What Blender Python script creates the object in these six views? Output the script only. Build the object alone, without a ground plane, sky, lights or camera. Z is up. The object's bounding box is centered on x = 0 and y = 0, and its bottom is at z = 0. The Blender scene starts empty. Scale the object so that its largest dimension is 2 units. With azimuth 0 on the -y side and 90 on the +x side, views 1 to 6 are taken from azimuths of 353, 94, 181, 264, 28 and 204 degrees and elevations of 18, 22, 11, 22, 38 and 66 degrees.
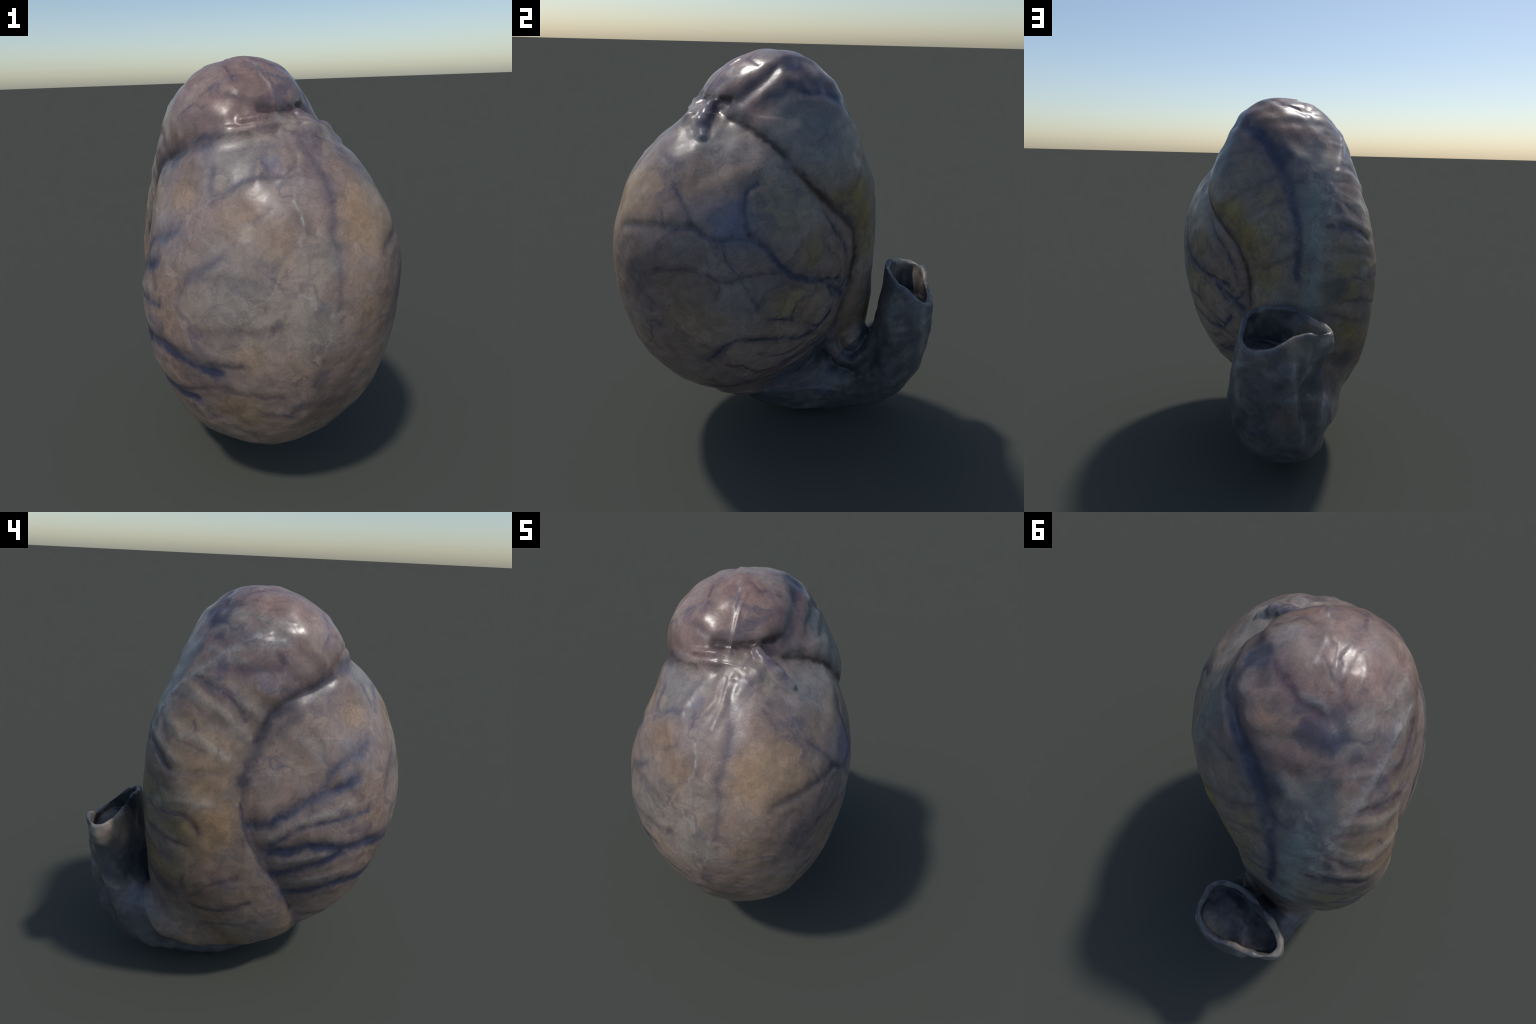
import bpy, bmesh, math
import numpy as np
from mathutils import Vector

# ---------------------------------------------------------------- profiles
# Two bag-like lobes, each a stack of rounded horizontal sections from its
# lowest to its highest point: section centre, half widths, turn about z, and how
# three-cornered (tri) or four-cornered (quad) the section is.
SAC = dict(z=(0.228, 1.731),
    cx=[-0.048, -0.067, -0.047, -0.026, -0.012, 0.008, 0.007, 0.017, 0.139],
    cy=[-0.209, -0.214, -0.216, -0.231, -0.232, -0.204, -0.191, -0.235, -0.384],
    rx=[0.669, 0.589, 0.528, 0.528, 0.541, 0.553, 0.602, 0.763, 0.936],
    ry=[0.829, 0.760, 0.671, 0.624, 0.624, 0.664, 0.684, 0.678, 0.690],
    turn=[0.416, 0.440, 0.479, 0.498, 0.486, 0.431, 0.354, 0.296, 0.225],
    tri_c=[-0.128, -0.080, -0.032, -0.025, -0.015, -0.013, -0.014, -0.018, 0.001],
    tri_s=[0.009, -0.002, -0.039, -0.024, -0.016, -0.028, 0.016, 0.037, 0.018],
    quad_c=[-0.080, -0.024, 0.034, 0.034, 0.028, 0.029, 0.005, -0.016, -0.047],
    quad_s=[-0.096, -0.053, 0.002, 0.008, 0.008, 0.016, 0.004, 0.068, 0.123],)
LIMB = dict(z=(0.156, 1.993),
    cx=[-0.293, -0.249, -0.225, -0.209, -0.173, -0.081, -0.068, -0.049, -0.032],
    cy=[0.030, 0.033, 0.063, 0.122, 0.134, 0.043, -0.063, -0.070, -0.043],
    rx=[0.376, 0.383, 0.394, 0.394, 0.411, 0.466, 0.476, 0.510, 0.526],
    ry=[0.822, 0.657, 0.494, 0.393, 0.349, 0.424, 0.528, 0.618, 0.694],
    turn=[0.133, 0.035, -0.073, -0.212, -0.341, -0.430, -0.549, -0.695, -0.803],
    tri_c=[0.176, 0.130, 0.079, 0.044, 0.027, -0.028, -0.031, -0.011, -0.070],
    tri_s=[-0.065, -0.075, -0.069, -0.027, 0.024, 0.049, 0.002, -0.036, -0.035],
    quad_c=[0.194, 0.134, 0.090, 0.028, 0.048, 0.040, 0.033, 0.034, -0.022],
    quad_s=[-0.002, 0.005, -0.010, -0.049, -0.024, -0.019, 0.003, 0.011, 0.017],)

# the cut tube: spine stations (x, y, z), half width across, half depth
TUBE_SPINE = [(-0.10, -0.14, 0.34), (-0.12, 0.10, 0.178), (-0.118, 0.34, 0.192), (-0.092, 0.54, 0.282),
              (-0.050, 0.645, 0.465), (-0.048, 0.670, 0.66), (-0.07, 0.675, 0.83), (-0.085, 0.69, 1.0)]
TUBE_WIDE = [0.18, 0.18, 0.19, 0.220, 0.23, 0.22, 0.215, 0.22]
TUBE_DEEP = [0.15, 0.165, 0.165, 0.172, 0.156, 0.142, 0.124, 0.118]


def spline_weights(t, n):
    """weights of a natural cubic spline through n even knots on 0..1"""
    h = 1.0 / (n - 1)
    A = np.zeros((n, n)); Bm = np.zeros((n, n)); A[0, 0] = A[-1, -1] = 1
    for i in range(1, n - 1):
        A[i, i - 1] = A[i, i + 1] = 1; A[i, i] = 4
        Bm[i, i - 1] = Bm[i, i + 1] = 6 / h / h; Bm[i, i] = -12 / h / h
    M = np.linalg.solve(A, Bm)
    i = np.clip((t / h).astype(int), 0, n - 2)
    a = ((i + 1) * h - t) / h; b = 1 - a
    W = np.zeros((len(t), n)); r = np.arange(len(t))
    W[r, i] += a; W[r, i + 1] += b
    return W + ((a**3 - a) * h * h / 6)[:, None] * M[i] + ((b**3 - b) * h * h / 6)[:, None] * M[i + 1]


TT = np.linspace(0, 1, 401)


def spline(knots, t=TT):
    k = np.asarray(knots, float)
    return spline_weights(t, len(k)) @ k


def smooth_min(a, b, k):
    h = np.clip(.5 + .5 * (b - a) / k, 0, 1)
    return b * (1 - h) + a * h - k * h * (1 - h)


def lobe(L, P, ex=2.3):
    """signed distance (close to it) of one lobe"""
    z0, z1 = L['z']
    zc = (P[:, 2] - z0) / (z1 - z0)
    t = np.arccos(1 - 2 * np.clip(zc, 1e-4, 1 - 1e-4)) / np.pi
    cx, cy, rx, ry, ro, a3, b3, a4, b4 = (np.interp(t, TT, c) for c in L['curve'])
    s = np.sin(np.pi * t)
    dx = P[:, 0] - cx; dy = P[:, 1] - cy; c, sn = np.cos(ro), np.sin(ro)
    u = c * dx + sn * dy; v = -sn * dx + c * dy
    k = (np.abs(u / rx)**ex + np.abs(v / ry)**ex)**(1 / ex)
    an = np.arctan2(v, u)
    k = k / (1 + a3 * np.cos(3 * an) + b3 * np.sin(3 * an) + a4 * np.cos(4 * an) + b4 * np.sin(4 * an))
    rho = np.hypot(u, v) / np.maximum(k, 1e-6)
    zn = 2 * zc - 1; H = (z1 - z0) / 2
    kk = np.sqrt(k * k + zn * zn)
    return (kk - 1) * np.sqrt((rho * k)**2 + (H * zn)**2) / np.maximum(kk, 1e-6)


for L in (SAC, LIMB):
    L['curve'] = [spline(L[n]) for n in ('cx', 'cy', 'rx', 'ry', 'turn', 'tri_c', 'tri_s', 'quad_c', 'quad_s')]

TS = np.linspace(0, 1, 90)
T_POS = spline(np.array(TUBE_SPINE), TS)
T_TAN = np.gradient(T_POS, axis=0); T_TAN /= np.linalg.norm(T_TAN, axis=1)[:, None]
_w = np.stack([np.ones(90), -.14 - .06 * TS, -.22 * np.clip(1.3 - 1.6 * TS, 0, 1)], 1)   # direction of its width: tilted low at +x near the root
T_W = _w - T_TAN * (T_TAN * _w).sum(1)[:, None]; T_W /= np.linalg.norm(T_W, axis=1)[:, None]
T_N = np.cross(T_TAN, T_W)
T_A = spline(TUBE_WIDE, TS); T_B = spline(TUBE_DEEP, TS)


def rim_height(x, y):
    """height at which the tube was cut: high near the body and at the -x
    corner, dipping at the outer +x side"""
    def bump(h, cx, cy, sx, sy):
        return h * np.exp(-(((x - cx) / sx)**2 + ((y - cy) / sy)**2))
    flat = np.clip((-.10 - x) / .16, 0, 1)      # the -x edge runs level
    z = 0.880 - (0.45 - 0.36 * flat) * (y - 0.705) - 0.05 * (x + 0.09)
    z = z + bump(-.055, .04, .77, .11, .07) + bump(.020, -.19, .81, .08, .06) + bump(-.03, .15, .67, .06, .08)
    z = z + bump(-.03, -.27, .70, .08, .06) + bump(.05, -.22, .57, .10, .035)
    z = z + bump(.025, -.32, .63, .06, .08)
    return z + 0.003 * np.sin(x * 41 + 1) + 0.002 * np.sin(x * 83 + y * 57)


def tube_coords(P):
    best = np.full(len(P), 1e9); idx = np.zeros(len(P), int)
    for i in range(len(TS)):
        d = ((P - T_POS[i])**2).sum(1)
        m = d < best
        best[m] = d[m]; idx[m] = i
    d = P - T_POS[idx]
    s = (d * T_TAN[idx]).sum(1)
    # continuous station
    step = np.linalg.norm(T_POS[1] - T_POS[0])
    f = np.clip(TS[idx] + s * (TS[1] - TS[0]) / np.linalg.norm(T_POS[np.minimum(idx + 1, 89)] - T_POS[np.maximum(idx - 1, 0)], axis=1) * 2, 0, 1)
    u = (d * T_W[idx]).sum(1); v = (d * T_N[idx]).sum(1)
    return f, u, v, np.interp(f, TS, T_A), np.interp(f, TS, T_B)


def tube(P):
    """outer shell with the hollow taken out and the top cut off"""
    out = np.full(len(P), 0.3)
    near = (P[:, 1] > -0.15) & (P[:, 2] < 1.12) & (P[:, 0] > -0.5) & (P[:, 0] < 0.4)
    Q = P[near]
    if not len(Q):
        return out, out
    f, u, v, a, b = tube_coords(Q)
    ex = 2.25
    k = (np.abs(u / a)**ex + np.abs(v / b)**ex)**(1 / ex)
    ang = np.arctan2(v / b, u / a)
    pleat = 0.012 * np.sin(3 * ang + 1.0 + 4 * f) * np.clip((f - .45) * 5, 0, 1)
    # one deep pleat on the -x side towards the body
    pleat = pleat - 0.060 * np.exp(-((np.angle(np.exp(1j * (ang - PLEAT_ANGLE)))) / 0.28)**2) * np.exp(-((f - .60) / .14)**2)
    # the lip flares at the -x corner
    pleat = pleat + 0.026 * np.exp(-((f - .85) / .06)**2) * np.exp(-((np.angle(np.exp(1j * (ang - math.pi)))) / 0.5)**2)
    rm = np.hypot(u, v) / np.maximum(k, 1e-6)
    d = (k - 1) * np.minimum(rm, 1.25 * np.minimum(a, b) + .02) - pleat
    wall = 0.025
    inner = np.maximum(d + wall, (0.785 - f) * 1.0)
    cut = (Q[:, 2] - rim_height(Q[:, 0], Q[:, 1])) * 0.9
    cut = np.where(f > 0.6, cut, -0.3)
    solid = -smooth_min(-d, -cut, 0.012)
    solid = -smooth_min(-solid, inner, 0.012)
    solid = np.where(f < 0.004, np.maximum(solid, 0.02), solid)
    out[near] = solid
    inn = np.full(len(P), 0.3); inn[near] = inner
    return out, inn


PLEAT_ANGLE = math.pi - 0.55


def capsule(P, a, b, ra, rb):
    a = np.array(a); ba = np.array(b) - a
    h = np.clip((P - a) @ ba / (ba @ ba), 0, 1)
    return np.linalg.norm(P - a - h[:, None] * ba, axis=1) - (ra + (rb - ra) * h)


def lobes(P):
    return lobe(SAC, P), lobe(LIMB, P)


HOOK = [(.02, .27, .60), (.0, .28, .48), (.0, .35, .40), (.03, .43, .39), (.05, .49, .46), (.05, .525, .56)]
KEEL = [(-.04, -.20, .27), (-.08, -.05, .215), (-.11, .12, .185)]
WEB = [(-.24, .53, .40), (-.29, .40, .31), (-.31, .25, .27)]


def field(P):
    a, b = lobes(P)
    # the two lobes run into each other at the front neck, but stay apart by a crease at the sides
    kf = 0.010 + 0.065 * np.exp(-((P[:, 0] + 0.06) / 0.24)**4) * np.clip((-.12 - P[:, 1]) / .15, 0, 1)
    t, inn = tube(P)
    t = smooth_min(t, np.minimum(capsule(P, KEEL[0], KEEL[1], .140, .165), capsule(P, KEEL[1], KEEL[2], .165, .175)), .05)
    # the tube grows out of the sac and is tucked against the fold
    d = smooth_min(smooth_min(a, t, .20), b, np.where(t < a, .025, kf))
    # hook between fold and tube: a rolled inner lip on one side, a web of skin on the other
    near = (P[:, 1] > .02) & (P[:, 2] < .85)
    Q = P[near]
    if len(Q):
        e = d[near]
        roll = np.minimum.reduce([capsule(Q, p, q, .048, .044) for p, q in zip(HOOK[:-1], HOOK[1:])])
        e = smooth_min(e, capsule(Q, (-.03, .40, .50), (-.04, .43, .55), .075, .06), .05)
        e = smooth_min(e, roll, .020)
        web = np.minimum(capsule(Q, WEB[0], WEB[1], .075, .085), capsule(Q, WEB[1], WEB[2], .085, .08))
        e = smooth_min(e, web, .06)
        d[near] = e
    return np.maximum(d, -np.where(P[:, 2] > 0.42, inn, 0.3))


# ---------------------------------------------------------------- surface
def surface_nets(fn, h, lo, hi):
    """quads on the zero level of fn()"""
    ax = [np.arange(lo[i], hi[i] + h, h) for i in range(3)]
    shp = tuple(len(a) for a in ax)
    G = np.stack(np.meshgrid(*ax, indexing='ij'), -1).reshape(-1, 3)
    V = np.concatenate([fn(c) for c in np.array_split(G, 12)]).reshape(shp)
    inside = V < 0
    cells = np.zeros(tuple(s - 1 for s in shp), bool)
    cnt = np.zeros(cells.shape, int); pos = np.zeros(cells.shape + (3,))
    def corner(o):
        return tuple(slice(o[i], shp[i] - 1 + o[i]) for i in range(3))
    for axis in range(3):
        oth = [i for i in range(3) if i != axis]
        for p in (0, 1):
            for q in (0, 1):
                o = [0, 0, 0]; o[oth[0]] = p; o[oth[1]] = q
                o2 = list(o); o2[axis] = 1
                v0, v1 = V[corner(o)], V[corner(o2)]
                m = (v0 < 0) != (v1 < 0)
                t = np.where(m, v0 / np.where(m, v0 - v1, 1), 0)
                e = np.zeros(cells.shape + (3,)); e[...] = o; e[..., axis] = t
                pos += np.where(m[..., None], e, 0); cnt += m
    cells = cnt > 0
    idx = np.full(cells.shape, -1); idx[cells] = np.arange(cells.sum())
    ijk = np.argwhere(cells)
    verts = np.array(lo) + h * (ijk + pos[cells] / cnt[cells][:, None])
    quads = []
    for axis in range(3):
        a, b = [(1, 2), (2, 0), (0, 1)][axis]
        sl0 = [slice(1, s - 1) for s in shp]; sl0[axis] = slice(0, shp[axis] - 1)
        sl1 = list(sl0); sl1[axis] = slice(1, shp[axis])
        i0, i1 = inside[tuple(sl0)], inside[tuple(sl1)]
        at = np.argwhere(i0 != i1)
        flip = i1[i0 != i1]
        for s in range(3):
            at[:, s] += 0 if s == axis else 1
        def cell(da, db):
            c = at.copy(); c[:, a] += da; c[:, b] += db
            return idx[c[:, 0], c[:, 1], c[:, 2]]
        q = np.stack([cell(-1, -1), cell(0, -1), cell(0, 0), cell(-1, 0)], 1)
        q[flip] = q[flip][:, ::-1]
        quads.append(q)
    return verts, np.concatenate(quads)


def gradient(fn, P, e=0.003):
    g = np.stack([fn(P + d) - fn(P - d) for d in np.eye(3) * e], 1) / (2 * e)
    return g


def project(fn, P, steps=2):
    for _ in range(steps):
        g = gradient(fn, P); f = fn(P)
        P = P - np.clip(f / np.maximum((g * g).sum(1), 0.2), -.01, .01)[:, None] * g
    return P


def refine(verts, quads):
    """split every quad in four"""
    n = len(verts)
    e = np.concatenate([np.stack([quads[:, i], quads[:, (i + 1) % 4]], 1) for i in range(4)])
    es = np.sort(e, 1); key = es[:, 0] * n + es[:, 1]
    u, inv = np.unique(key, return_inverse=True)
    mid = (verts[u // n] + verts[u % n]) / 2
    cen = verts[quads].mean(1)
    F = len(quads); m = [n + inv[i * F:(i + 1) * F] for i in range(4)]
    c = n + len(u) + np.arange(F)
    out = [np.stack([quads[:, i], m[i], c, m[i - 1]], 1) for i in range(4)]
    return np.concatenate([verts, mid, cen]), np.concatenate(out)


# ---------------------------------------------------------------- markings
# veins, folds and painted crease shade: kind, half width, strength, path along the surface
SAC_RIGHT = [
    ('navy', 0.01, 0.55, [(0.340, -0.501, 1.560), (0.454, -0.442, 1.462), (0.497, -0.400, 1.406), (0.544, -0.355, 1.310)]),
    ('navy', 0.013, 0.75, [(0.544, -0.355, 1.310), (0.553, -0.311, 1.280), (0.554, -0.250, 1.262), (0.540, -0.178, 1.278), (0.525, -0.105, 1.266)]),
    ('navy', 0.017, 0.9, [(0.525, -0.105, 1.266), (0.511, -0.037, 1.213), (0.493, 0.012, 1.141), (0.459, 0.069, 1.084), (0.402, 0.143, 1.039), (0.321, 0.220, 1.003), (0.219, 0.294, 0.982)]),
    ('navy', 0.014, 0.75, [(0.525, -0.105, 1.266), (0.518, -0.137, 1.326), (0.483, -0.142, 1.413), (0.455, -0.128, 1.461), (0.433, -0.089, 1.481)]),
    ('dusk', 0.022, 0.6, [(0.544, -0.355, 1.310), (0.540, -0.436, 1.294), (0.515, -0.510, 1.307), (0.430, -0.666, 1.272)]),
    ('plum', 0.008, 0.5, [(0.531, -0.465, 1.301), (0.493, -0.485, 1.373), (0.449, -0.529, 1.415)]),
    ('plum', 0.01, 0.5, [(0.541, -0.421, 1.299), (0.544, -0.478, 1.247), (0.544, -0.508, 1.202)]),
    ('navy', 0.008, 0.55, [(0.553, -0.230, 1.256), (0.560, -0.202, 1.180), (0.554, -0.162, 1.106), (0.510, -0.067, 0.942)]),
    ('dusk', 0.016, 0.5, [(0.482, -0.643, 1.055), (0.530, -0.537, 0.956)]),
    ('plum', 0.01, 0.6, [(0.549, -0.511, 1.117), (0.572, -0.380, 1.131), (0.572, -0.284, 1.107), (0.566, -0.230, 1.074), (0.527, -0.068, 1.106), (0.492, 0.013, 1.110)]),
    ('plum', 0.008, 0.5, [(0.566, -0.230, 1.074), (0.565, -0.262, 1.005)]),
    ('navy', 0.011, 0.75, [(0.340, 0.192, 1.335), (0.297, 0.250, 1.240), (0.226, 0.305, 1.153), (0.184, 0.326, 1.071), (0.166, 0.328, 0.995), (0.203, 0.298, 0.940)]),
    ('plum', 0.006, 0.5, [(0.432, 0.105, 1.235), (0.471, 0.053, 1.157)]),
    ('plum', 0.006, 0.5, [(0.356, 0.199, 1.204), (0.321, 0.233, 1.153), (0.252, 0.285, 1.096)]),
    ('navy', 0.016, 0.9, [(0.310, 0.228, 0.993), (0.234, 0.269, 0.891), (0.176, 0.310, 0.910), (0.133, 0.339, 0.946)]),
]
SAC_LOW = [
    ('navy', 0.009, 0.75, [(0.481, -0.031, 0.875), (0.421, 0.063, 0.845), (0.357, 0.125, 0.788), (0.252, 0.203, 0.729)]),
    ('plum', 0.006, 0.6, [(0.415, 0.070, 0.843), (0.420, 0.083, 0.897), (0.405, 0.118, 0.941)]),
    ('navy', 0.012, 0.85, [(0.481, -0.309, 0.638), (0.506, -0.228, 0.730), (0.500, -0.154, 0.766), (0.466, -0.067, 0.757), (0.405, 0.036, 0.740), (0.332, 0.112, 0.702), (0.255, 0.192, 0.708), (0.212, 0.260, 0.799)]),
    ('plum', 0.007, 0.7, [(0.440, -0.083, 0.664), (0.384, -0.009, 0.625), (0.325, 0.068, 0.615), (0.272, 0.146, 0.650)]),
    ('plum', 0.008, 0.75, [(0.452, -0.221, 0.599), (0.422, -0.147, 0.575), (0.360, -0.088, 0.510), (0.326, -0.026, 0.511), (0.277, 0.069, 0.543), (0.237, 0.148, 0.601), (0.162, 0.230, 0.639)]),
    ('dusk', 0.01, 0.7, [(0.339, -0.339, 0.403), (0.302, -0.244, 0.370), (0.272, -0.146, 0.377), (0.239, -0.030, 0.413), (0.184, 0.086, 0.455), (0.116, 0.203, 0.531)]),
    ('dusk', 0.007, 0.5, [(0.508, -0.552, 0.854), (0.465, -0.572, 0.725), (0.372, -0.636, 0.630)]),
    ('plum', 0.006, 0.4, [(0.501, -0.168, 0.757), (0.495, -0.229, 0.697), (0.498, -0.275, 0.687)]),
]
SAC_BACK = [
    ('navy', 0.022, 0.85, [(0.313, 0.227, 1.006), (0.254, 0.264, 0.943), (0.144, 0.317, 0.854)]),
    ('plum', 0.01, 0.5, [(0.407, 0.105, 0.907), (0.345, 0.140, 0.791), (0.265, 0.172, 0.687), (0.204, 0.211, 0.663)]),
]
SAC_FRONT = [
    ('navy', 0.02, 0.55, [(-0.248, -0.581, 1.483), (-0.187, -0.612, 1.504), (-0.124, -0.612, 1.547), (0.007, -0.631, 1.558)]),
    ('navy', 0.022, 0.47, [(0.119, -0.514, 1.652), (0.191, -0.638, 1.524), (0.199, -0.704, 1.439), (0.189, -0.753, 1.354)]),
    ('navy', 0.017, 0.43, [(0.189, -0.753, 1.354), (0.198, -0.782, 1.263), (0.215, -0.799, 1.178), (0.206, -0.814, 1.089)]),
    ('navy', 0.02, 0.43, [(0.277, -0.480, 1.622), (0.341, -0.518, 1.547)]),
    ('plum', 0.01, 0.47, [(0.397, -0.446, 1.534), (0.462, -0.430, 1.454), (0.508, -0.384, 1.390), (0.546, -0.337, 1.305)]),
    ('navy', 0.014, 0.47, [(0.276, -0.510, 1.602), (0.321, -0.522, 1.560), (0.383, -0.465, 1.540)]),
    ('dusk', 0.018, 0.43, [(0.546, -0.337, 1.305), (0.536, -0.431, 1.307), (0.516, -0.522, 1.291), (0.460, -0.627, 1.283), (0.405, -0.696, 1.248)]),
    ('dusk', 0.01, 0.31, [(0.558, -0.326, 1.261), (0.560, -0.459, 1.167), (0.524, -0.574, 1.066), (0.480, -0.647, 1.068)]),
    ('dusk', 0.014, 0.62, [(-0.534, -0.426, 0.855), (-0.456, -0.590, 0.885), (-0.378, -0.675, 0.886), (-0.304, -0.725, 0.863), (-0.171, -0.788, 0.863)]),
    ('dusk', 0.015, 0.62, [(-0.450, -0.514, 0.656), (-0.392, -0.608, 0.683), (-0.298, -0.699, 0.734), (-0.223, -0.738, 0.738), (-0.149, -0.761, 0.725), (-0.023, -0.783, 0.706)]),
    ('dusk', 0.008, 0.47, [(-0.275, -0.740, 0.846), (-0.275, -0.715, 0.744)]),
    ('dusk', 0.022, 0.31, [(-0.309, -0.732, 0.985), (-0.190, -0.792, 1.010), (-0.026, -0.834, 1.018)]),
    ('dusk', 0.022, 0.27, [(-0.330, -0.681, 1.205), (-0.225, -0.746, 1.201), (-0.110, -0.787, 1.201), (0.027, -0.819, 1.164)]),
    ('plum', 0.006, 0.31, [(-0.448, -0.376, 1.377), (-0.406, -0.490, 1.362), (-0.353, -0.546, 1.386), (-0.298, -0.556, 1.449)]),
    ('dusk', 0.012, 0.35, [(-0.198, -0.678, 1.385), (-0.105, -0.713, 1.406), (-0.033, -0.715, 1.444)]),
]
SAC_LEFT = [
    ('navy', 0.027, 0.9, [(-0.550, 0.010, 0.997), (-0.560, -0.076, 1.012), (-0.542, -0.247, 1.120), (-0.526, -0.336, 1.153), (-0.503, -0.428, 1.176), (-0.471, -0.492, 1.211)]),
    ('navy', 0.015, 0.7, [(-0.560, -0.082, 0.899), (-0.567, -0.152, 0.954), (-0.565, -0.224, 0.994), (-0.551, -0.343, 1.020), (-0.522, -0.454, 1.038), (-0.474, -0.556, 1.056)]),
    ('navy', 0.03, 0.95, [(-0.556, -0.077, 0.868), (-0.564, -0.173, 0.879), (-0.565, -0.261, 0.902), (-0.554, -0.354, 0.895), (-0.525, -0.456, 0.872), (-0.475, -0.562, 0.883), (-0.264, -0.742, 0.821)]),
    ('navy', 0.026, 0.9, [(-0.534, -0.117, 0.740), (-0.547, -0.289, 0.786), (-0.542, -0.379, 0.827), (-0.523, -0.458, 0.859)]),
    ('navy', 0.027, 0.9, [(-0.490, -0.185, 0.607), (-0.493, -0.265, 0.613), (-0.497, -0.358, 0.643), (-0.480, -0.457, 0.668), (-0.354, -0.625, 0.646)]),
    ('dusk', 0.01, 0.7, [(-0.419, -0.266, 0.428), (-0.401, -0.346, 0.417), (-0.320, -0.469, 0.396)]),
    ('navy', 0.03, 0.65, [(-0.519, -0.334, 1.182), (-0.500, -0.350, 1.245), (-0.466, -0.424, 1.295), (-0.412, -0.509, 1.331), (-0.371, -0.548, 1.357)]),
    ('navy', 0.019, 0.5, [(-0.498, -0.362, 1.244), (-0.485, -0.314, 1.316)]),
    ('navy', 0.019, 0.5, [(-0.236, -0.595, 1.476), (-0.245, -0.554, 1.526), (-0.227, -0.529, 1.583)]),
    ('navy', 0.022, 0.5, [(-0.231, -0.714, 1.278), (-0.337, -0.672, 1.215), (-0.393, -0.651, 1.120)]),
    ('pale', 0.005, 0.6, [(-0.478, -0.179, 1.392), (-0.459, -0.327, 1.384), (-0.413, -0.474, 1.365)]),
]
LIMB_LEFT = [
    ('plum', 0.014, 0.75, [(-0.367, 0.241, 1.631), (-0.448, 0.137, 1.596), (-0.476, 0.067, 1.535), (-0.482, 0.038, 1.473)]),
    ('plum', 0.022, 0.6, [(-0.380, 0.192, 1.661), (-0.419, 0.083, 1.684), (-0.436, 0.002, 1.673), (-0.424, -0.110, 1.681)]),
    ('dusk', 0.014, 0.8, [(-0.350, 0.443, 1.348), (-0.460, 0.399, 1.304), (-0.512, 0.357, 1.254)]),
    ('plum', 0.014, 0.5, [(-0.401, 0.309, 1.528), (-0.474, 0.217, 1.495), (-0.502, 0.121, 1.441)]),
    ('plum', 0.007, 0.7, [(-0.475, 0.256, 1.466), (-0.496, 0.244, 1.427)]),
    ('plum', 0.009, 0.85, [(-0.511, 0.400, 1.067), (-0.564, 0.298, 1.065), (-0.573, 0.255, 1.030), (-0.576, 0.229, 0.983)]),
    ('plum', 0.007, 0.6, [(-0.438, 0.456, 0.950), (-0.532, 0.372, 0.934), (-0.567, 0.277, 0.904)]),
    ('plum', 0.009, 0.4, [(-0.457, 0.356, 1.393), (-0.505, 0.285, 1.374), (-0.529, 0.216, 1.340)]),
    ('dusk', 0.016, 0.4, [(-0.519, 0.340, 1.260), (-0.547, 0.256, 1.250), (-0.545, 0.159, 1.258)]),
    ('plum', 0.014, 0.5, [(-0.498, 0.287, 0.596), (-0.555, 0.195, 0.689), (-0.562, 0.061, 0.737)]),
    ('dusk', 0.012, 0.75, [(-0.482, 0.265, 0.537), (-0.528, 0.162, 0.537), (-0.546, 0.070, 0.562), (-0.545, -0.007, 0.588)]),
    ('dusk', 0.01, 0.6, [(-0.426, 0.225, 0.390), (-0.510, 0.081, 0.434), (-0.512, -0.047, 0.448)]),
    ('plum', 0.016, 0.5, [(-0.410, -0.094, 1.740), (-0.417, -0.138, 1.687), (-0.416, -0.170, 1.632)]),
    ('pale', 0.014, 0.75, [(-0.310, 0.364, 1.535), (-0.355, 0.248, 1.635), (-0.368, 0.165, 1.697), (-0.375, 0.070, 1.763), (-0.372, -0.012, 1.806), (-0.369, -0.060, 1.819)]),
]
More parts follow.
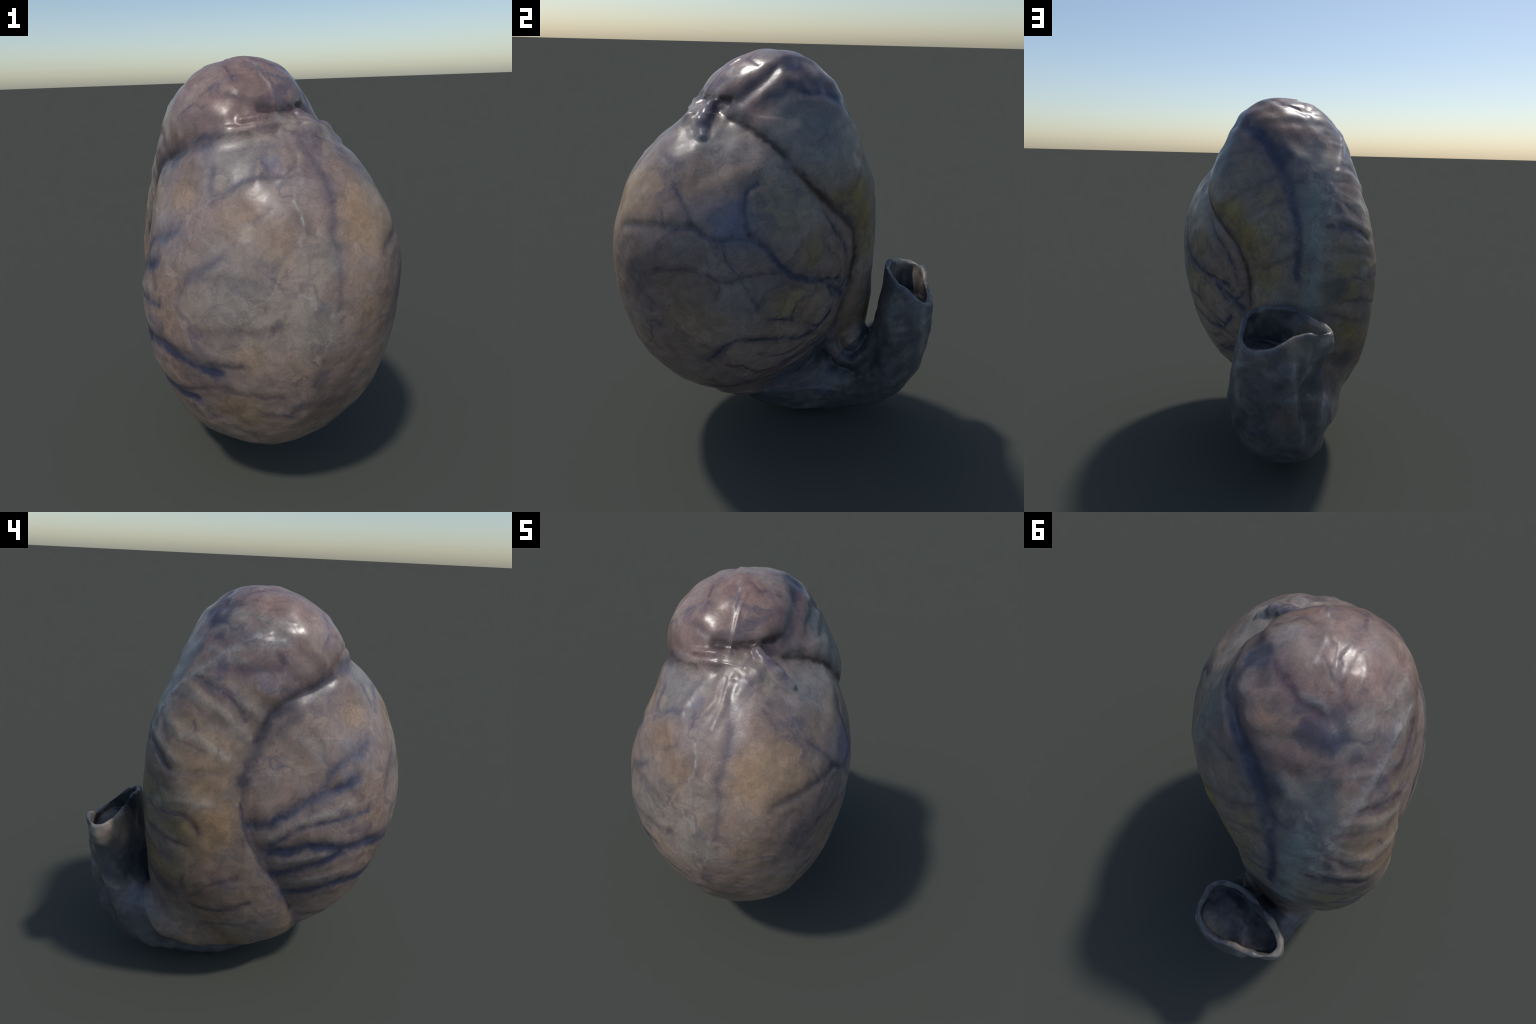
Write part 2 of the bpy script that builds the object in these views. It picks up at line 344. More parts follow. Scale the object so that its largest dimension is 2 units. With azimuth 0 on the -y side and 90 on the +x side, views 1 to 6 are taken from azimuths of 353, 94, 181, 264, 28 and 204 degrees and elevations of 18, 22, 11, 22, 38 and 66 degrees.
LIMB_BACK = [
    ('navy', 0.036, 0.85, [(0.145, 0.200, 1.828), (0.035, 0.292, 1.736), (-0.035, 0.334, 1.655), (-0.092, 0.384, 1.544)]),
    ('navy', 0.026, 0.85, [(-0.092, 0.384, 1.544), (-0.128, 0.432, 1.418), (-0.147, 0.457, 1.323), (-0.144, 0.491, 1.080), (-0.151, 0.605, 0.928)]),
    ('verd', 0.05, 0.9, [(-0.229, 0.378, 1.547), (-0.225, 0.462, 1.326), (-0.220, 0.486, 1.165), (-0.222, 0.501, 0.916)]),
    ('plum', 0.012, 0.6, [(-0.329, 0.398, 1.469), (-0.407, 0.386, 1.420), (-0.461, 0.366, 1.369)]),
    ('plum', 0.014, 0.8, [(-0.290, 0.458, 1.335), (-0.407, 0.428, 1.326), (-0.470, 0.394, 1.293), (-0.504, 0.368, 1.256)]),
    ('plum', 0.012, 0.55, [(-0.313, 0.353, 1.548), (-0.383, 0.308, 1.547), (-0.462, 0.230, 1.510)]),
    ('plum', 0.014, 0.55, [(-0.341, 0.275, 1.620), (-0.397, 0.225, 1.612), (-0.449, 0.168, 1.576)]),
    ('plum', 0.008, 0.6, [(-0.415, 0.464, 1.082), (-0.487, 0.423, 1.057), (-0.566, 0.294, 1.050)]),
    ('dusk', 0.012, 0.65, [(-0.370, 0.482, 0.949), (-0.474, 0.434, 0.956), (-0.550, 0.335, 0.913)]),
    ('dusk', 0.012, 0.6, [(-0.421, 0.383, 0.596), (-0.506, 0.310, 0.645), (-0.537, 0.306, 0.738)]),
    ('plum', 0.008, 0.45, [(0.209, 0.238, 1.682), (0.119, 0.287, 1.693), (0.033, 0.307, 1.703)]),
    ('plum', 0.01, 0.45, [(0.092, 0.380, 1.473), (-0.038, 0.369, 1.574)]),
    ('plum', 0.008, 0.4, [(0.054, 0.419, 1.345), (-0.027, 0.421, 1.414), (-0.076, 0.427, 1.416)]),
]
DOME = [
    ('navy', 0.03, 0.75, [(0.219, 0.025, 1.855), (0.207, 0.120, 1.835), (0.147, 0.198, 1.828), (0.074, 0.246, 1.810), (0.021, 0.284, 1.755)]),
    ('navy', 0.034, 0.8, [(0.021, 0.284, 1.755), (-0.018, 0.329, 1.665), (-0.065, 0.360, 1.599), (-0.086, 0.398, 1.508)]),
    ('plum', 0.022, 0.75, [(0.054, 0.047, 1.973), (0.002, 0.084, 1.967), (-0.056, 0.111, 1.944), (-0.168, 0.114, 1.903)]),
    ('plum', 0.008, 0.7, [(0.066, -0.173, 1.952), (0.010, -0.150, 1.976), (-0.051, -0.116, 1.989)]),
    ('plum', 0.008, 0.7, [(-0.111, -0.338, 1.895), (-0.131, -0.273, 1.935), (-0.127, -0.200, 1.964)]),
    ('pale', 0.012, 0.75, [(-0.383, -0.118, 1.792), (-0.386, -0.063, 1.792), (-0.372, 0.047, 1.780), (-0.375, 0.222, 1.640), (-0.334, 0.333, 1.560), (-0.295, 0.440, 1.395)]),
    ('plum', 0.018, 0.55, [(-0.144, -0.048, 1.979), (-0.156, 0.016, 1.964), (-0.185, 0.060, 1.934)]),
    ('plum', 0.02, 0.5, [(-0.277, 0.160, 1.790), (-0.330, 0.116, 1.782), (-0.375, 0.039, 1.780)]),
    ('plum', 0.014, 0.6, [(-0.405, 0.221, 1.606), (-0.441, 0.154, 1.601), (-0.465, 0.054, 1.577)]),
    ('plum', 0.009, 0.75, [(-0.112, -0.310, 1.916), (-0.143, -0.214, 1.956), (-0.117, -0.062, 1.985)]),
    ('plum', 0.01, 0.75, [(-0.074, -0.091, 1.989), (0.064, -0.174, 1.952), (0.131, -0.121, 1.933)]),
    ('dusk', 0.034, 0.8, [(0.109, 0.014, 1.962), (0.190, -0.088, 1.884), (0.207, -0.198, 1.809), (0.181, -0.268, 1.773)]),
    ('ink', 0.016, 0.9, [(-0.028, -0.417, 1.781), (0.055, -0.383, 1.775), (0.141, -0.311, 1.781), (0.191, -0.257, 1.768)]),
    ('dusk', 0.02, 0.5, [(-0.142, -0.375, 1.858), (-0.093, -0.403, 1.827), (-0.026, -0.406, 1.800)]),
    ('dusk', 0.028, 0.8, [(0.167, -0.057, 1.916), (0.211, -0.108, 1.850), (0.220, -0.191, 1.788), (0.182, -0.283, 1.747)]),
    ('navy', 0.032, 0.7, [(0.155, 0.033, 1.931), (0.182, 0.113, 1.875), (0.115, 0.225, 1.818)]),
    ('navy', 0.022, 0.5, [(0.244, -0.063, 1.808), (0.223, 0.088, 1.830), (0.140, 0.217, 1.806)]),
    ('plum', 0.007, 0.55, [(0.311, 0.119, 1.633), (0.267, 0.180, 1.666), (0.134, 0.284, 1.684)]),
    ('ink', 0.02, 0.75, [(-0.015, -0.406, 1.793), (0.070, -0.369, 1.782), (0.190, -0.248, 1.785)]),
    ('plum', 0.008, 0.5, [(-0.245, -0.377, 1.801), (-0.281, -0.336, 1.813), (-0.323, -0.316, 1.776)]),
]
CAP = [
    ('pale', 0.007, 0.5, [(-0.035, -0.181, 1.975), (-0.047, -0.086, 1.992), (-0.052, -0.001, 1.989)]),
    ('pale', 0.009, 0.6, [(-0.123, -0.136, 1.978), (-0.112, -0.068, 1.986), (-0.126, 0.000, 1.977)]),
    ('plum', 0.01, 0.4, [(-0.053, -0.046, 1.993), (-0.104, -0.010, 1.984), (-0.151, 0.029, 1.961)]),
    ('pale', 0.008, 0.4, [(-0.183, -0.106, 1.965), (-0.214, -0.062, 1.953), (-0.209, 0.003, 1.946)]),
    ('pale', 0.008, 0.5, [(-0.222, 0.081, 1.901), (-0.319, -0.027, 1.874), (-0.330, -0.167, 1.860)]),
    ('pale', 0.007, 0.4, [(-0.160, 0.050, 1.949), (-0.167, -0.110, 1.970), (-0.203, -0.187, 1.944)]),
    ('plum', 0.01, 0.4, [(-0.211, 0.059, 1.921), (-0.278, -0.029, 1.910), (-0.283, -0.142, 1.908)]),
    ('pale', 0.012, 0.5, [(-0.058, 0.102, 1.949), (-0.130, 0.092, 1.935), (-0.192, 0.123, 1.882)]),
]
RIBS = [
    ('pale', 0.02, 0.4, [(-0.407, 0.260, 1.569), (-0.483, 0.136, 1.511), (-0.487, 0.021, 1.387)]),
    ('pale', 0.018, 0.35, [(-0.421, 0.178, 1.617), (-0.469, 0.068, 1.561), (-0.462, -0.034, 1.468)]),
    ('pale', 0.018, 0.35, [(-0.405, 0.373, 1.443), (-0.505, 0.244, 1.404), (-0.528, 0.119, 1.311)]),
    ('pale', 0.016, 0.35, [(-0.474, 0.431, 1.100), (-0.559, 0.297, 1.125), (-0.570, 0.185, 1.115)]),
    ('pale', 0.014, 0.4, [(-0.321, 0.377, 1.508), (-0.408, 0.353, 1.467), (-0.484, 0.312, 1.398)]),
    ('pale', 0.014, 0.4, [(-0.305, 0.443, 1.383), (-0.406, 0.413, 1.365), (-0.511, 0.333, 1.299)]),
    ('pale', 0.014, 0.4, [(-0.305, 0.182, 1.743), (-0.369, 0.129, 1.726), (-0.411, 0.049, 1.716)]),
    ('pale', 0.014, 0.4, [(-0.341, 0.301, 1.592), (-0.417, 0.238, 1.576), (-0.491, 0.117, 1.483)]),
    ('plum', 0.016, 0.5, [(0.195, 0.343, 1.451), (0.060, 0.368, 1.536), (-0.055, 0.370, 1.575)]),
    ('plum', 0.016, 0.45, [(0.106, 0.399, 1.367), (-0.009, 0.411, 1.442), (-0.094, 0.414, 1.464)]),
    ('plum', 0.014, 0.45, [(0.060, 0.423, 1.212), (-0.047, 0.452, 1.283), (-0.115, 0.456, 1.314)]),
    ('dusk', 0.014, 0.4, [(0.015, 0.441, 1.098), (-0.067, 0.471, 1.157), (-0.132, 0.480, 1.178)]),
    ('dusk', 0.016, 0.5, [(-0.318, 0.476, 1.215), (-0.410, 0.454, 1.206), (-0.522, 0.371, 1.168)]),
    ('dusk', 0.02, 0.5, [(-0.305, 0.494, 0.899), (-0.409, 0.463, 0.858), (-0.525, 0.361, 0.821)]),
]
SAC_RIDGES = [
    ('pale', 0.018, 0.35, [(-0.564, -0.094, 0.947), (-0.563, -0.193, 1.017), (-0.546, -0.341, 1.058), (-0.510, -0.466, 1.090)]),
    ('pale', 0.018, 0.35, [(-0.552, -0.133, 0.812), (-0.557, -0.298, 0.841), (-0.536, -0.423, 0.867)]),
    ('pale', 0.018, 0.35, [(-0.517, -0.193, 0.677), (-0.523, -0.346, 0.716), (-0.497, -0.476, 0.749)]),
]
GROOVE = [  # occlusion in the crease darkened into the skin colour along the fold
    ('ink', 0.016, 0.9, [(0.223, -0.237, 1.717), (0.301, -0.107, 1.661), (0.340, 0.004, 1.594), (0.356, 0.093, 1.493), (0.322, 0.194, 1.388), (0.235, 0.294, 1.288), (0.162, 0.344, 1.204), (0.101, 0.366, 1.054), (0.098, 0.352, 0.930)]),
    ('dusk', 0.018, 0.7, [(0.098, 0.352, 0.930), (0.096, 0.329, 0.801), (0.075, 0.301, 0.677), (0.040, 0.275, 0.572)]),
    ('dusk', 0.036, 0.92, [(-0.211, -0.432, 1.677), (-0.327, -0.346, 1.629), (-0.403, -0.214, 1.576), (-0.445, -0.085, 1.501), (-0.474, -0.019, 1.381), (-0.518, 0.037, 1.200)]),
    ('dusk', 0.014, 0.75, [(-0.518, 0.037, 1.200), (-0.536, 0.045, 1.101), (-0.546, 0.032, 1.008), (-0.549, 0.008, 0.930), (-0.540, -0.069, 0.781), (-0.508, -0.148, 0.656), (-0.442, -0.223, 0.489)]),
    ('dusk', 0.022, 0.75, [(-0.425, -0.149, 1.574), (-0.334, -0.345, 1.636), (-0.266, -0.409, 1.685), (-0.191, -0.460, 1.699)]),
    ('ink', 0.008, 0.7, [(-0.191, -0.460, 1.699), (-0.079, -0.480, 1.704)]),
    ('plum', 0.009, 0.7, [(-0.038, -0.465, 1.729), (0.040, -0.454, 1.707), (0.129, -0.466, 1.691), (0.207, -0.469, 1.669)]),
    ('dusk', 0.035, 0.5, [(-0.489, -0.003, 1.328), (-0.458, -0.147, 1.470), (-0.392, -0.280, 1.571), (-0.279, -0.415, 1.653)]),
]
SEAM = [
    ('pale', 0.004, 0.8, [(0.084, -0.463, 1.693), (0.106, -0.560, 1.615), (0.059, -0.706, 1.473), (0.080, -0.744, 1.408), (0.063, -0.775, 1.332)]),
    ('pale', 0.004, 0.6, [(0.033, -0.817, 1.175), (0.061, -0.824, 1.144), (0.181, -0.820, 1.089), (0.146, -0.829, 0.928)]),
    ('pale', 0.004, 0.5, [(-0.375, -0.554, 1.344), (-0.295, -0.636, 1.342), (-0.240, -0.698, 1.300)]),
    ('pale', 0.004, 0.7, [(-0.060, -0.156, 1.982), (-0.008, -0.205, 1.963), (0.006, -0.290, 1.915), (0.053, -0.350, 1.832), (0.061, -0.386, 1.767)]),
    ('pale', 0.005, 0.6, [(-0.092, -0.113, 1.986), (-0.122, -0.021, 1.982)]),
    ('pale', 0.004, 0.4, [(-0.568, 0.228, 1.138), (-0.550, 0.101, 1.141), (-0.541, 0.042, 1.086)]),
    ('plum', 0.004, 0.5, [(-0.555, 0.037, 0.947), (-0.553, 0.029, 0.631), (-0.515, -0.077, 0.488), (-0.433, -0.184, 0.359)]),
]
STRANDS = [
    ('slate', 0.012, 0.8, [(0.075, 0.277, 0.611), (0.223, 0.149, 0.583), (0.284, 0.037, 0.517), (0.314, -0.108, 0.439), (0.310, -0.226, 0.383)]),
    ('slate', 0.012, 0.8, [(0.057, 0.273, 0.541), (0.140, 0.087, 0.396), (0.171, -0.033, 0.335)]),
    ('navy', 0.008, 0.8, [(0.129, 0.233, 0.600), (0.211, 0.134, 0.545), (0.311, 0.037, 0.553)]),
    ('navy', 0.007, 0.8, [(0.043, 0.259, 0.490), (0.128, 0.071, 0.345)]),
    ('pale', 0.004, 0.5, [(0.076, 0.253, 0.571), (0.152, 0.153, 0.500), (0.176, 0.070, 0.428)]),
    ('pale', 0.004, 0.4, [(0.049, 0.267, 0.505), (0.051, 0.208, 0.440), (0.095, 0.141, 0.369)]),
]
TUBE_MARKS = [
    ('pale', 0.013, 0.4, [(-0.103, 0.584, 0.778), (-0.135, 0.800, 0.740), (-0.143, 0.802, 0.622)]),
    ('pale', 0.016, 0.3, [(0.109, 0.745, 0.789), (0.131, 0.737, 0.689), (0.120, 0.757, 0.551)]),
    ('pale', 0.012, 0.3, [(-0.214, 0.786, 0.847), (-0.203, 0.777, 0.733)]),
    ('dusk', 0.014, 0.5, [(-0.089, 0.801, 0.801), (-0.091, 0.807, 0.741)]),
    ('pale', 0.016, 0.35, [(-0.297, 0.742, 0.875), (-0.146, 0.800, 0.580), (-0.272, 0.695, 0.541), (-0.282, 0.646, 0.507)]),
    ('dark', 0.03, 0.8, [(0.038, 0.218, 0.433), (0.022, 0.315, 0.334), (0.072, 0.429, 0.343), (0.134, 0.517, 0.463), (0.152, 0.553, 0.596)]),
]
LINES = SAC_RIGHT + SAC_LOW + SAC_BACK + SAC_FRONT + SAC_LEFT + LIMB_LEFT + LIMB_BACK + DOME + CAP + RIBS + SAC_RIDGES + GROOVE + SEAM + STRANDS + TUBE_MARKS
# soft patches of colour: x, y, z, radius, strength
PATCHES = {
    'cool': [
        (0.547, -0.149, 1.027, 0.3, 0.45),
        (0.438, 0.001, 1.407, 0.26, 0.45),
        (0.350, -0.370, 1.608, 0.2, 0.4),
        (0.365, 0.026, 1.539, 0.2, 0.5),
        (0.322, 0.099, 1.620, 0.2, 0.5),
    ],
    'blue': [
        (0.524, -0.193, 1.340, 0.13, 0.9),
        (0.519, -0.099, 1.286, 0.08, 0.5),
        (0.519, -0.288, 1.376, 0.1, 0.4),
        (-0.232, -0.465, 1.651, 0.06, 0.6),
        (0.003, -0.589, 1.594, 0.05, 0.6),
        (-0.486, -0.456, 1.206, 0.06, 0.6),
        (-0.436, -0.476, 1.320, 0.05, 0.6),
        (-0.239, -0.464, 1.646, 0.06, 0.4),
        (0.515, -0.189, 1.361, 0.08, 0.6),
        (0.067, 0.255, 0.251, 0.08, 0.25),
    ],
    'ochre': [
        (0.445, -0.340, 1.505, 0.12, 0.6),
        (0.428, -0.570, 1.407, 0.12, 0.6),
        (0.548, -0.351, 0.855, 0.16, 0.5),
        (0.563, -0.454, 1.078, 0.1, 0.3),
        (-0.346, -0.478, 1.474, 0.1, 0.7),
        (-0.146, -0.669, 1.453, 0.12, 0.35),
        (0.320, -0.676, 1.400, 0.17, 0.8),
        (-0.042, -0.757, 1.347, 0.1, 0.4),
        (-0.174, -0.715, 0.627, 0.16, 0.7),
        (0.358, -0.754, 1.028, 0.12, 0.6),
        (-0.395, -0.649, 0.822, 0.07, 0.6),
        (-0.146, -0.804, 0.924, 0.08, 0.5),
        (0.409, -0.596, 1.407, 0.2, 0.7),
        (-0.156, -0.686, 1.414, 0.1, 0.5),
        (-0.574, 0.155, 1.007, 0.15, 0.9),
        (-0.559, 0.214, 1.203, 0.14, 0.6),
        (-0.570, 0.240, 0.873, 0.13, 0.5),
        (-0.505, 0.299, 1.360, 0.12, 0.5),
        (0.448, -0.163, 1.486, 0.14, 0.4),
        (-0.450, 0.300, 1.472, 0.12, 0.5),
        (-0.529, 0.161, 1.341, 0.16, 0.45),
        (-0.444, -0.265, 1.468, 0.12, 0.4),
        (-0.499, 0.177, 0.481, 0.12, 0.4),
        (-0.009, 0.192, 1.890, 0.09, 0.5),
    ],
    'yellow': [
        (0.442, 0.016, 1.380, 0.16, 0.45),
        (0.391, 0.164, 1.177, 0.1, 0.6),
        (0.449, 0.060, 0.959, 0.13, 0.5),
        (-0.008, 0.400, 1.477, 0.09, 0.5),
        (-0.419, 0.465, 0.997, 0.08, 0.6),
        (-0.557, 0.327, 1.013, 0.11, 0.7),
        (-0.489, 0.414, 1.139, 0.13, 0.5),
        (-0.509, 0.362, 0.749, 0.12, 0.4),
        (0.283, 0.266, 1.426, 0.05, 0.6),
        (0.193, 0.352, 1.383, 0.05, 0.6),
        (0.109, 0.393, 1.215, 0.05, 0.7),
        (0.194, 0.350, 1.401, 0.1, 1),
        (0.122, 0.393, 1.273, 0.11, 1),
        (0.015, 0.439, 1.064, 0.11, 0.6),
        (-0.379, 0.472, 1.133, 0.1, 0.6),
        (-0.431, 0.444, 0.800, 0.07, 0.8),
        (-0.013, 0.440, 1.317, 0.1, 0.4),
    ],
    'grey': [
        (-0.183, -0.779, 1.140, 0.24, 0.7),
        (0.094, -0.838, 1.024, 0.16, 0.7),
        (-0.139, -0.544, 1.613, 0.14, 0.8),
        (0.105, -0.792, 1.273, 0.12, 0.5),
        (-0.049, -0.539, 1.631, 0.1, 0.6),
        (0.356, -0.187, 1.606, 0.1, 0.5),
        (0.340, -0.260, 1.624, 0.14, 0.6),
        (-0.345, -0.095, 1.852, 0.12, 0.7),
        (-0.163, 0.329, 1.643, 0.14, 0.6),
        (-0.280, 0.083, 1.857, 0.12, 0.5),
        (0.306, -0.042, 1.681, 0.1, 0.6),
        (0.052, -0.064, 1.982, 0.08, 0.7),
        (-0.057, -0.351, 1.881, 0.07, 0.6),
    ],
    'brown': [
        (0.067, -0.749, 1.398, 0.06, 0.5),
        (0.176, -0.723, 0.589, 0.18, 0.4),
        (0.498, -0.603, 1.216, 0.14, 0.5),
        (0.506, -0.608, 1.136, 0.13, 0.5),
        (0.569, -0.397, 1.054, 0.14, 0.5),
        (-0.461, 0.109, 1.579, 0.1, 0.5),
        (-0.418, -0.025, 1.725, 0.12, 0.6),
        (-0.362, -0.254, 1.764, 0.08, 0.5),
        (-0.042, -0.323, 1.903, 0.06, 0.4),
        (0.136, -0.218, 1.888, 0.06, 0.5),
        (-0.281, 0.646, 0.830, 0.07, 0.6),
        (-0.105, 0.810, 0.470, 0.1, 0.5),
        (0.021, 0.803, 0.736, 0.07, 0.4),
        (-0.228, 0.721, 0.495, 0.07, 0.4),
    ],
    'pink': [
        (-0.262, -0.115, 1.925, 0.14, 0.6),
        (-0.566, 0.166, 0.767, 0.1, 0.5),
        (-0.044, -0.349, 1.880, 0.22, 0.8),
        (-0.042, -0.323, 1.903, 0.2, 0.7),
        (-0.066, -0.222, 1.963, 0.18, 0.6),
        (0.006, 0.007, 1.988, 0.14, 0.3),
    ],
    'navy': [
        (-0.085, 0.120, 1.929, 0.05, 0.7),
        (-0.151, 0.172, 1.855, 0.05, 0.5),
        (-0.187, 0.138, 1.872, 0.085, 0.9),
        (-0.132, 0.165, 1.871, 0.06, 0.7),
        (0.129, 0.025, 1.950, 0.065, 0.9),
        (-0.039, 0.320, 1.683, 0.085, 0.7),
        (-0.243, 0.260, 1.701, 0.07, 0.5),
        (-0.271, 0.318, 1.617, 0.06, 0.5),
        (-0.201, 0.137, 1.865, 0.05, 0.7),
        (-0.292, 0.119, 1.816, 0.04, 0.5),
        (-0.035, 0.334, 1.655, 0.07, 0.6),
        (-0.356, -0.322, 1.608, 0.06, 0.5),
    ],
    'teal': [
        (-0.231, 0.404, 1.497, 0.14, 0.6),
        (-0.222, 0.425, 1.452, 0.12, 0.7),
        (-0.236, 0.284, 1.676, 0.12, 0.5),
        (0.281, 0.137, 1.683, 0.18, 0.5),
        (0.232, 0.243, 1.639, 0.12, 0.4),
        (0.265, 0.064, 1.760, 0.13, 0.8),
        (0.248, 0.163, 1.721, 0.12, 0.8),
        (0.248, -0.002, 1.806, 0.08, 0.7),
        (0.244, -0.188, 1.736, 0.07, 0.5),
    ],
    'dark': [
        (-0.325, 0.490, 1.018, 0.1, 0.75),
        (-0.418, 0.396, 0.620, 0.08, 0.7),
        (-0.090, 0.585, 0.937, 0.13, 0.6),
        (-0.147, 0.444, 1.379, 0.015, 0.9),
        (-0.044, -0.831, 1.021, 0.035, 0.6),
        (-0.003, 0.468, 0.580, 0.07, 0.8),
        (-0.236, 0.598, 0.615, 0.1, 0.8),
        (0.043, 0.212, 0.382, 0.06, 0.7),
        (0.112, 0.477, 0.363, 0.09, 0.6),
    ],
    'cream': [
        (-0.25, 0.66, 0.86, 0.12, 0.9), (-0.12, 0.76, 0.84, 0.10, 0.85), (0.03, 0.73, 0.80, 0.06, 0.7),
        (0.162, -0.417, 1.721, 0.075, 1),
        (0.082, -0.429, 1.723, 0.06, 0.9),
        (0.249, -0.405, 1.681, 0.065, 0.95),
    ],
    'deep': [
        (0.074, 0.214, 0.496, 0.09, 0.9),
        (0.127, 0.121, 0.420, 0.09, 0.9),
        (0.156, 0.019, 0.349, 0.08, 0.7),
    ],
    'slate': [
        (0.108, 0.107, 0.334, 0.17, 0.9),
        (-0.012, 0.267, 0.393, 0.14, 0.9),
        (0.132, -0.033, 0.254, 0.1, 0.7),
        (-0.314, 0.496, 0.428, 0.1, 0.7),
    ],
    'sage': [
        (-0.162, 0.765, 0.550, 0.07, 0.7),
        (-0.242, 0.786, 0.846, 0.07, 0.6),
        (0.091, 0.469, 0.473, 0.05, 0.5),
        (0.034, 0.312, 0.509, 0.05, 0.4),
    ],
}


# ---------------------------------------------------------------- relief
rng = np.random.default_rng(11)


class Waves:
    """smooth pseudo-random relief: a sum of sine waves in random directions"""
    def __init__(self, size, n=26):
        d = rng.normal(size=(n, 3)); d /= np.linalg.norm(d, axis=1)[:, None]
        self.k = d * (2 * np.pi / size) * rng.uniform(.6, 1.5, n)[:, None]
        self.p = rng.uniform(0, 6.28, n)

    def __call__(self, P):
        return np.sin(P @ self.k.T + self.p).mean(1) * np.sqrt(2 * len(self.p)) * .5


def line_distance(P, pts):
    best = np.full(len(P), 9.0)
    for a, b in zip(pts[:-1], pts[1:]):
        a = np.array(a); ba = np.array(b) - a
        h = np.clip((P - a) @ ba / max(ba @ ba, 1e-9), 0, 1)
        best = np.minimum(best, np.linalg.norm(P - a - h[:, None] * ba, axis=1))
    return best


# height of the relief that goes with each kind of line, as a share of its width
LINE_RELIEF = {'slate': .14, 'dark': -.10, 'navy': -.25, 'dusk': -.28, 'plum': -.28, 'ink': -.40, 'pale': .45, 'verd': .10}
# tight puckers running down from the neck, and the crumpled gathering at the neck itself
PUCKERS = [([(0.05, -0.47, 1.68), (0.07, -0.55, 1.59), (0.02, -0.62, 1.52)], .022, .006),
           ([(0.09, -0.47, 1.68), (0.11, -0.55, 1.58), (0.10, -0.62, 1.50)], .018, .005),
           ([(0.02, -0.45, 1.72), (-0.04, -0.53, 1.60), (-0.06, -0.60, 1.52)], .020, .004),
           ([(0.045, -0.40, 1.75), (0.04, -0.33, 1.87), (0.02, -0.22, 1.95)], .010, .005),
           ([(-0.10, -0.43, 1.74), (0.0, -0.43, 1.75), (0.05, -0.42, 1.745)], .016, .010)]
swell, lump, crumple = Waves(.34), Waves(.13), Waves(.05)


def relief(P, is_tube):
    d = .004 * swell(P) + (.0022 + .002 * (P[:, 2] > 0) * np.clip(P[:, 2] - 1.2, 0, .5) * 2) * lump(P)
    neck = np.exp(-(((P[:, 0] - .15) / .2)**2 + ((P[:, 1] + .38) / .14)**2 + ((P[:, 2] - 1.71) / .10)**2))
    d += neck * .003 * crumple(P)
    d += is_tube * (.0045 * lump(P) + .0015 * crumple(P))
    # the fold laps over the sac: a gully on the sac side, a swollen lip on the fold side
    a, b = lobes(P)
    side = np.clip((P[:, 1] + .42) / .25, 0, 1)
    m = np.minimum(a, b)
    t = np.clip((b - a) / .024 + .5, 0, 1); t = t * t * (3 - 2 * t)
    d += (t * -.007 * np.exp(-(np.maximum(b, 0) / .042)**2) + (1 - t) * .005 * np.exp(-((a - .03) / .035)**2)) * side * (1 - is_tube) * np.exp(-(m / .012)**2)
    for kind, w, s, pts in LINES:
        if (kind, w, s, pts) in GROOVE:
            continue
        pts = np.array(pts)
        near = ((P > pts.min(0) - .1) & (P < pts.max(0) + .1)).all(1)
        r = line_distance(P[near], pts) / (w * 1.1)
        d[near] += LINE_RELIEF[kind] * w * s * np.exp(-r * r)
    for pts, w, h in PUCKERS:
        pts = lay_on(field, pts, 0)
        r = line_distance(P, pts) / w
        d += h * np.exp(-r * r)
    return d


def vertex_normals(v, q):
    n = np.cross(v[q[:, 2]] - v[q[:, 0]], v[q[:, 3]] - v[q[:, 1]])
    out = np.zeros_like(v)
    for i in range(4):
        np.add.at(out, q[:, i], n)
    return out / np.maximum(np.linalg.norm(out, axis=1), 1e-9)[:, None]


# ---------------------------------------------------------------- materials
# base colours, linear
COLOUR = dict(
    mauve=(.248, .188, .167), tan=(.262, .187, .145), grey=(.218, .206, .188), blue=(.120, .140, .215),
    ochre=(.268, .178, .104), yellow=(.235, .176, .064), brown=(.138, .098, .078), pink=(.225, .142, .120),
    cool=(.165, .170, .182), verd=(.185, .206, .194), deep=(.055, .078, .120),
    navy=(.040, .045, .078), teal=(.120, .138, .140), dark=(.036, .042, .050), cream=(.300, .250, .200),
    dusk=(.060, .050, .060), plum=(.085, .055, .068), ink=(.046, .030, .025), pale=(.340, .328, .305),
    slate=(.086, .090, .108), sage=(.120, .130, .118))


